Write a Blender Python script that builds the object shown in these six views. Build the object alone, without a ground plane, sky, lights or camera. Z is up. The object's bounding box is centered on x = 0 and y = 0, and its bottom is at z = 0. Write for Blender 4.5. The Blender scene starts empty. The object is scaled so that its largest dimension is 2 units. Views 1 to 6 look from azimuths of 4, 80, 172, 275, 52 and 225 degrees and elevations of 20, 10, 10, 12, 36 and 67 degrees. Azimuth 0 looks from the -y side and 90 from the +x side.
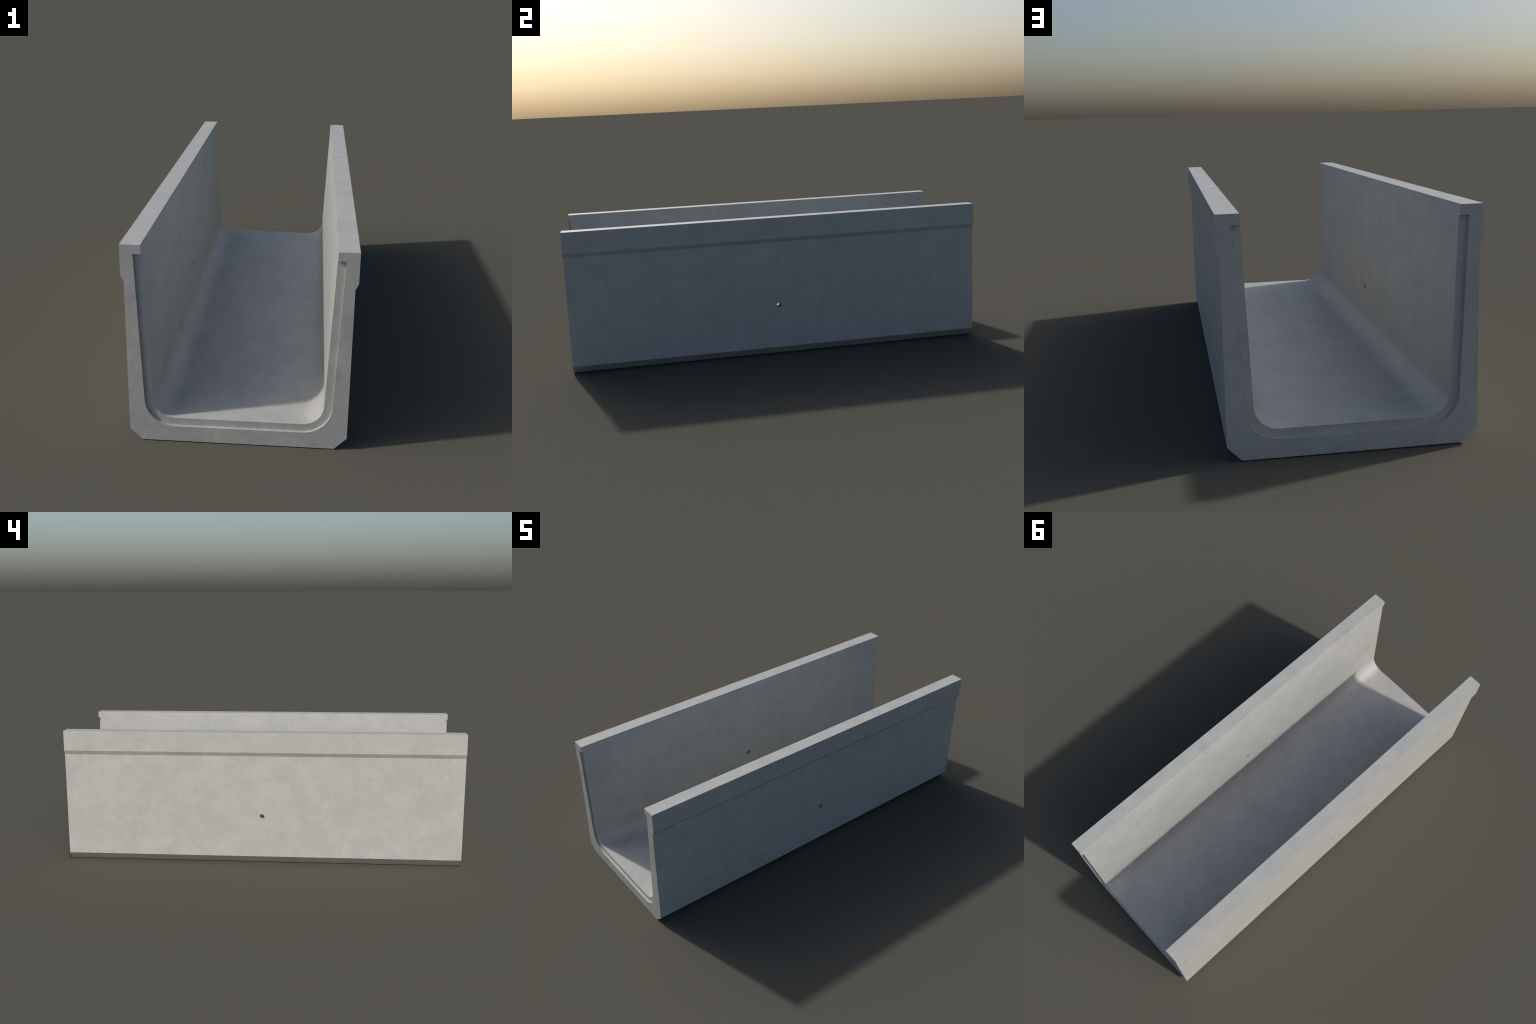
"""Precast concrete U-shaped drainage channel: base slab, two slightly battered
side walls with a thickened rim, a rebated joint at both ends and one weep hole
through each wall.  Metres, z up, the channel runs along y."""
import bpy
import math
from mathutils import Vector
from mathutils.geometry import tessellate_polygon

# ------------------------------------------------------------------ sizes
HALF_LENGTH = 1.000
REBATE_DEPTH = 0.010                 # how far the joint is sunk into each end
HEIGHT = 0.680
RIM_OUT, RIM_IN = 0.365, 0.300       # top of the wall, outside and inside
RIM_FOOT, RIM_NECK = 0.580, 0.560    # sloped underside of the rim
WALL_OUT = 0.355
CHAMFER = 0.040                      # bottom outer edges
BATTER = 0.0415                      # inner faces lean out by this per metre
FLOOR = 0.080
FILLET = 0.070
REBATE_TOP = 0.650
REBATE_IN = 0.3245                   # rebate wall x at its top
REBATE_FLOOR = 0.055
REBATE_FILLET = 0.095
HOLE_Z, HOLE_RADIUS = 0.250, 0.0125
ARC_STEPS, HOLE_STEPS = 20, 40


def inner_x(z):
    return RIM_IN - BATTER * (HEIGHT - z)


def rebate_x(z):
    return REBATE_IN - BATTER * (REBATE_TOP - z)


def fillet(wall_x, floor, radius):
    """Points and centre-ward normals of a quarter round from the wall down to the floor."""
    cz = floor + radius
    cx = wall_x(cz) - radius
    pts = []
    for i in range(ARC_STEPS + 1):
        a = -math.pi / 2 * i / ARC_STEPS
        d = (math.cos(a), math.sin(a))
        pts.append(((cx + radius * d[0], cz + radius * d[1]), (-d[0], -d[1])))
    return pts


# ------------------------------------------------------------------ mesh builder
class Part:
    def __init__(self, name):
        self.name, self.verts, self.index = name, [], {}
        self.faces, self.normals = [], []

    def vert(self, p):
        key = tuple(round(c, 6) for c in p)
        if key not in self.index:
            self.index[key] = len(self.verts)
            self.verts.append(key)
        return self.index[key]

    def face(self, pts, normal, corner_normals=None):
        """One polygon turned to face 'normal'; corner normals optional."""
        pts = [Vector(p) for p in pts]
        cn = [Vector(c).normalized() for c in corner_normals] if corner_normals \
            else [Vector(normal).normalized()] * len(pts)
        nw = Vector()
        for a, b in zip(pts, pts[1:] + pts[:1]):
            nw += a.cross(b)
        if nw.dot(Vector(normal)) < 0:
            pts.reverse()
            cn = cn[::-1]
        self.faces.append([self.vert(p) for p in pts])
        self.normals += cn

    def fill(self, loops, normal):
        """Flat region with an outer loop and optional holes."""
        flat = [Vector(p) for loop in loops for p in loop]
        for tri in tessellate_polygon([[Vector(p) for p in loop] for loop in loops]):
            self.face([flat[i] for i in tri], normal)

    def build(self, parent, material):
        me = bpy.data.meshes.new(self.name)
        me.from_pydata(self.verts, [], self.faces)
        me.polygons.foreach_set("use_smooth", [True] * len(me.polygons))
        me.update()
        me.normals_split_custom_set([tuple(n) for n in self.normals])
        me.materials.append(material)
        ob = bpy.data.objects.new(self.name, me)
        bpy.context.scene.collection.objects.link(ob)
        ob.parent = parent
        return ob


def strip(part, a, b, normal, y0, y1):
    """Flat rectangle swept along y between profile points a and b."""
    part.face([(a[0], y0, a[1]), (b[0], y0, b[1]), (b[0], y1, b[1]), (a[0], y1, a[1])], normal)


def side(s, p):
    return (s * p[0], p[1])


INNER_ARC = fillet(inner_x, FLOOR, FILLET)
REBATE_ARC = fillet(rebate_x, REBATE_FLOOR, REBATE_FILLET)
SPRING_IN = INNER_ARC[0][0]
SPRING_REBATE = REBATE_ARC[0][0]
SPRING_OUT = (WALL_OUT, SPRING_REBATE[1])
L, STEP = HALF_LENGTH, HALF_LENGTH - REBATE_DEPTH


def rim_part(s):
    r = Part("rim")
    A, B = side(s, (RIM_OUT, HEIGHT)), side(s, (RIM_IN, HEIGHT))
    E, F = side(s, (RIM_OUT, RIM_FOOT)), side(s, (WALL_OUT, RIM_NECK))
    C = side(s, (inner_x(REBATE_TOP), REBATE_TOP))
    D = side(s, (REBATE_IN, REBATE_TOP))
    W = side(s, (rebate_x(RIM_NECK), RIM_NECK))
    V = side(s, (inner_x(RIM_NECK), RIM_NECK))
    inward = (-s, 0, BATTER)
    strip(r, A, B, (0, 0, 1), -L, L)
    strip(r, A, E, (s, 0, 0), -L, L)
    strip(r, E, F, (s * (RIM_FOOT - RIM_NECK), 0, -(RIM_OUT - WALL_OUT)), -L, L)
    r.fill([[(B[0], -L, B[1]), (C[0], -L, C[1]), (C[0], -STEP, C[1]), (V[0], -STEP, V[1]),
             (V[0], STEP, V[1]), (C[0], STEP, C[1]), (C[0], L, C[1]), (B[0], L, B[1])]], inward)
    for e in (-1, 1):
        r.fill([[(p[0], e * L, p[1]) for p in (F, E, A, B, C, D, W)]], (0, e, 0))
        r.face([(p[0], e * STEP, p[1]) for p in (C, D, W, V)], (0, e, 0))
        strip(r, C, D, (0, 0, -1), e * STEP, e * L)
        strip(r, D, W, inward, e * STEP, e * L)
    return r


def hole_ring(x_of_z):
    ring = []
    for i in range(HOLE_STEPS):
        a = 2 * math.pi * i / HOLE_STEPS
        z = HOLE_Z + HOLE_RADIUS * math.sin(a)
        ring.append((x_of_z(z), HOLE_RADIUS * math.cos(a), z))
    return ring


def wall_parts(s):
    w = Part("side_wall")
    F = side(s, (WALL_OUT, RIM_NECK))
    P = side(s, SPRING_OUT)
    W = side(s, (rebate_x(RIM_NECK), RIM_NECK))
    V = side(s, (inner_x(RIM_NECK), RIM_NECK))
    I, G = side(s, SPRING_IN), side(s, SPRING_REBATE)
    inward = (-s, 0, BATTER)
    outer_ring = hole_ring(lambda z: s * WALL_OUT)
    inner_ring = hole_ring(lambda z: s * inner_x(z))
    w.fill([[(P[0], -L, P[1]), (P[0], L, P[1]), (F[0], L, F[1]), (F[0], -L, F[1])], outer_ring], (s, 0, 0))
    w.fill([[(I[0], -STEP, I[1]), (I[0], STEP, I[1]), (V[0], STEP, V[1]), (V[0], -STEP, V[1])], inner_ring], inward)
    for e in (-1, 1):
        w.face([(p[0], e * L, p[1]) for p in (P, F, W, G)], (0, e, 0))
        w.face([(p[0], e * STEP, p[1]) for p in (I, V, W, G)], (0, e, 0))
        strip(w, W, G, inward, e * STEP, e * L)
    h = Part("weep_hole")
    for i in range(HOLE_STEPS):
        j = (i + 1) % HOLE_STEPS
        quad = [outer_ring[i], outer_ring[j], inner_ring[j], inner_ring[i]]
        cn = [(0, -p[1], HOLE_Z - p[2]) for p in quad]
        h.face(quad, Vector(cn[0]) + Vector(cn[1]), cn)
    return w, h


def base_part():
    b = Part("base_slab")
    foot = WALL_OUT - CHAMFER
    strip(b, (-foot, 0), (foot, 0), (0, 0, -1), -L, L)
    right, left = INNER_ARC, [((-p[0], p[1]), (-n[0], n[1])) for p, n in INNER_ARC]
    rright, rleft = REBATE_ARC, [((-p[0], p[1]), (-n[0], n[1])) for p, n in REBATE_ARC]
    inner = right + left[::-1]
    rebate = rright + rleft[::-1]

    def sweep(profile, y0, y1):
        for (p, n), (q, m) in zip(profile, profile[1:]):
            quad = [(p[0], y0, p[1]), (q[0], y0, q[1]), (q[0], y1, q[1]), (p[0], y1, p[1])]
            n3, m3 = (n[0], 0, n[1]), (m[0], 0, m[1])
            b.face(quad, Vector(n3) + Vector(m3), [n3, m3, m3, n3])

    sweep(inner, -STEP, STEP)
    for s in (-1, 1):
        strip(b, (s * foot, 0), (s * WALL_OUT, CHAMFER), (s, 0, -1), -L, L)
        strip(b, (s * WALL_OUT, CHAMFER), side(s, SPRING_OUT), (s, 0, 0), -L, L)
    for e in (-1, 1):
        sweep(rebate, e * STEP, e * L)
        for i in range(len(inner) - 1):
            b.face([(p[0], e * STEP, p[1]) for p in
                    (inner[i][0], inner[i + 1][0], rebate[i + 1][0], rebate[i][0])], (0, e, 0))
        outline = [p for p, n in rebate] + [side(-1, SPRING_OUT), (-WALL_OUT, CHAMFER), (-foot, 0),
                                            (foot, 0), (WALL_OUT, CHAMFER), SPRING_OUT]
        b.fill([[(p[0], e * L, p[1]) for p in outline]], (0, e, 0))
    return b


# ------------------------------------------------------------------ material
def concrete():
    m = bpy.data.materials.new("cast_concrete")
    m.use_nodes = True
    nt = m.node_tree
    nt.nodes.clear()

    def node(kind, **kw):
        nd = nt.nodes.new(kind)
        for k, v in kw.items():
            setattr(nd, k, v)
        return nd

    def link(a, b):
        nt.links.new(a, b)

    coord = node("ShaderNodeTexCoord").outputs["Object"]

    def noise(scale, detail, rough=0.55, stretch=(1, 1, 1), shift=(0, 0, 0), distortion=0.0):
        mp = node("ShaderNodeMapping")
        mp.inputs["Scale"].default_value = stretch
        mp.inputs["Location"].default_value = shift
        link(coord, mp.inputs["Vector"])
        t = node("ShaderNodeTexNoise")
        t.inputs["Scale"].default_value = scale
        t.inputs["Detail"].default_value = detail
        t.inputs["Roughness"].default_value = rough
        t.inputs["Distortion"].default_value = distortion
        link(mp.outputs[0], t.inputs["Vector"])
        return t.outputs["Fac"]

    def ramp(fac, stops):
        r = node("ShaderNodeValToRGB")
        el = r.color_ramp.elements
        while len(el) < len(stops):
            el.new(0.5)
        for e, (pos, col) in zip(el, stops):
            e.position = pos
            e.color = (*col, 1) if not isinstance(col, float) else (col, col, col, 1)
        link(fac, r.inputs["Fac"])
        return r.outputs["Color"]

    def mix(fac, a, b, blend="MIX"):
        x = node("ShaderNodeMix", data_type="RGBA", blend_type=blend)
        if isinstance(fac, float):
            x.inputs["Factor"].default_value = fac
        else:
            link(fac, x.inputs["Factor"])
        for i, v in ((6, a), (7, b)):
            if isinstance(v, tuple):
                x.inputs[i].default_value = (*v, 1)
            else:
                link(v, x.inputs[i])
        return x.outputs[2]

    def math_node(op, a, b):
        x = node("ShaderNodeMath", operation=op)
        for i, v in enumerate((a, b)):
            if isinstance(v, float):
                x.inputs[i].default_value = v
            else:
                link(v, x.inputs[i])
        return x.outputs[0]

    # broad cement clouds, cool dark to warm pale
    clouds = noise(9.0, 6.0, 0.60, (1, 0.9, 1.05), (3.1, 1.7, 0.4), 0.2)
    colour = ramp(clouds, [(0.30, DARK), (0.50, MIDDLE), (0.70, PALE)])
    # smaller smudges
    smudge = noise(28.0, 4.0, 0.6, (1, 0.9, 1.1), (9.2, 0.3, 5.5))
    colour = mix(1.0, colour, ramp(smudge, [(0.30, 0.955), (0.5, 1.0), (0.72, 1.045)]), "MULTIPLY")
    # sand grain
    grain = noise(230.0, 3.0, 0.65)
    colour = mix(1.0, colour, ramp(grain, [(0.28, 0.90), (0.5, 1.0), (0.74, 1.06)]), "MULTIPLY")
    # pale lime specks, rare and patchy
    lime = noise(55.0, 2.0, 0.5, (1, 1, 0.7), (2.0, 7.0, 1.0))
    colour = mix(ramp(lime, [(0.70, 0.0), (0.78, 0.38)]), colour, LIME)
    # pin-hole pores: small faint dots, each with its own size and depth of tone
    pores = node("ShaderNodeTexVoronoi", feature="F1")
    pores.inputs["Scale"].default_value = 125.0
    link(coord, pores.inputs["Vector"])
    keep = node("ShaderNodeSeparateColor")
    link(pores.outputs["Color"], keep.inputs[0])
    size = math_node("MULTIPLY", math_node("GREATER_THAN", keep.outputs[0], 0.5), keep.outputs[1])
    dot = math_node("LESS_THAN", pores.outputs["Distance"], math_node("MULTIPLY", size, 0.26))
    tone = math_node("ADD", math_node("MULTIPLY", math_node("POWER", keep.outputs[2], 6.0), 0.35), 0.11)
    colour = mix(math_node("MULTIPLY", dot, tone), colour, (0.12, 0.12, 0.125))
    # thin seam where the floor meets one of the rounded corners
    xyz = node("ShaderNodeSeparateXYZ")
    link(coord, xyz.inputs[0])
    off = math_node("ABSOLUTE", math_node("SUBTRACT", xyz.outputs[0], PALE_LINE_X), 0.0)
    pale_line = math_node("MULTIPLY", math_node("LESS_THAN", off, 0.0007),
                     math_node("MULTIPLY", math_node("GREATER_THAN", xyz.outputs[2], FLOOR - 0.0005),
                               math_node("LESS_THAN", xyz.outputs[2], FLOOR + 0.002)))
    colour = mix(math_node("MULTIPLY", pale_line, 0.4), colour, LIME)

    # relief below modelling size
    bump1 = node("ShaderNodeBump")
    bump1.inputs["Strength"].default_value = 1.0
    bump1.inputs["Distance"].default_value = 0.0012
    link(noise(34.0, 5.0, 0.6, shift=(4, 4, 4)), bump1.inputs["Height"])
    bump2 = node("ShaderNodeBump")
    bump2.inputs["Strength"].default_value = 0.6
    bump2.inputs["Distance"].default_value = 0.0004
    link(grain, bump2.inputs["Height"])
    link(bump1.outputs[0], bump2.inputs["Normal"])
    bump3 = node("ShaderNodeBump", invert=True)
    bump3.inputs["Strength"].default_value = 0.5
    bump3.inputs["Distance"].default_value = 0.0006
    link(dot, bump3.inputs["Height"])
    link(bump2.outputs[0], bump3.inputs["Normal"])

    bsdf = node("ShaderNodeBsdfPrincipled")
    link(colour, bsdf.inputs["Base Color"])
    link(bump3.outputs[0], bsdf.inputs["Normal"])
    bsdf.inputs["Roughness"].default_value = ROUGHNESS
    bsdf.inputs["Specular IOR Level"].default_value = SPECULAR
    out = node("ShaderNodeOutputMaterial")
    link(bsdf.outputs[0], out.inputs[0])
    return m


DARK = (0.370, 0.373, 0.360)
MIDDLE = (0.400, 0.403, 0.387)
PALE = (0.430, 0.432, 0.412)
LIME = (0.500, 0.498, 0.478)
PALE_LINE_X = inner_x(FLOOR + FILLET) - FILLET - 0.001
ROUGHNESS, SPECULAR = 0.54, 0.5

# ------------------------------------------------------------------ assembly
channel = bpy.data.objects.new("concrete_channel", None)
channel["label"] = "open U-shaped precast grey concrete drainage channel segment"
channel["category"] = "drainage channel"
bpy.context.scene.collection.objects.link(channel)

material = concrete()
base_part().build(channel, material)
for s in (-1, 1):
    wall, hole = wall_parts(s)
    wall_object = wall.build(channel, material)
    hole.build(wall_object, material)
    rim_part(s).build(channel, material)
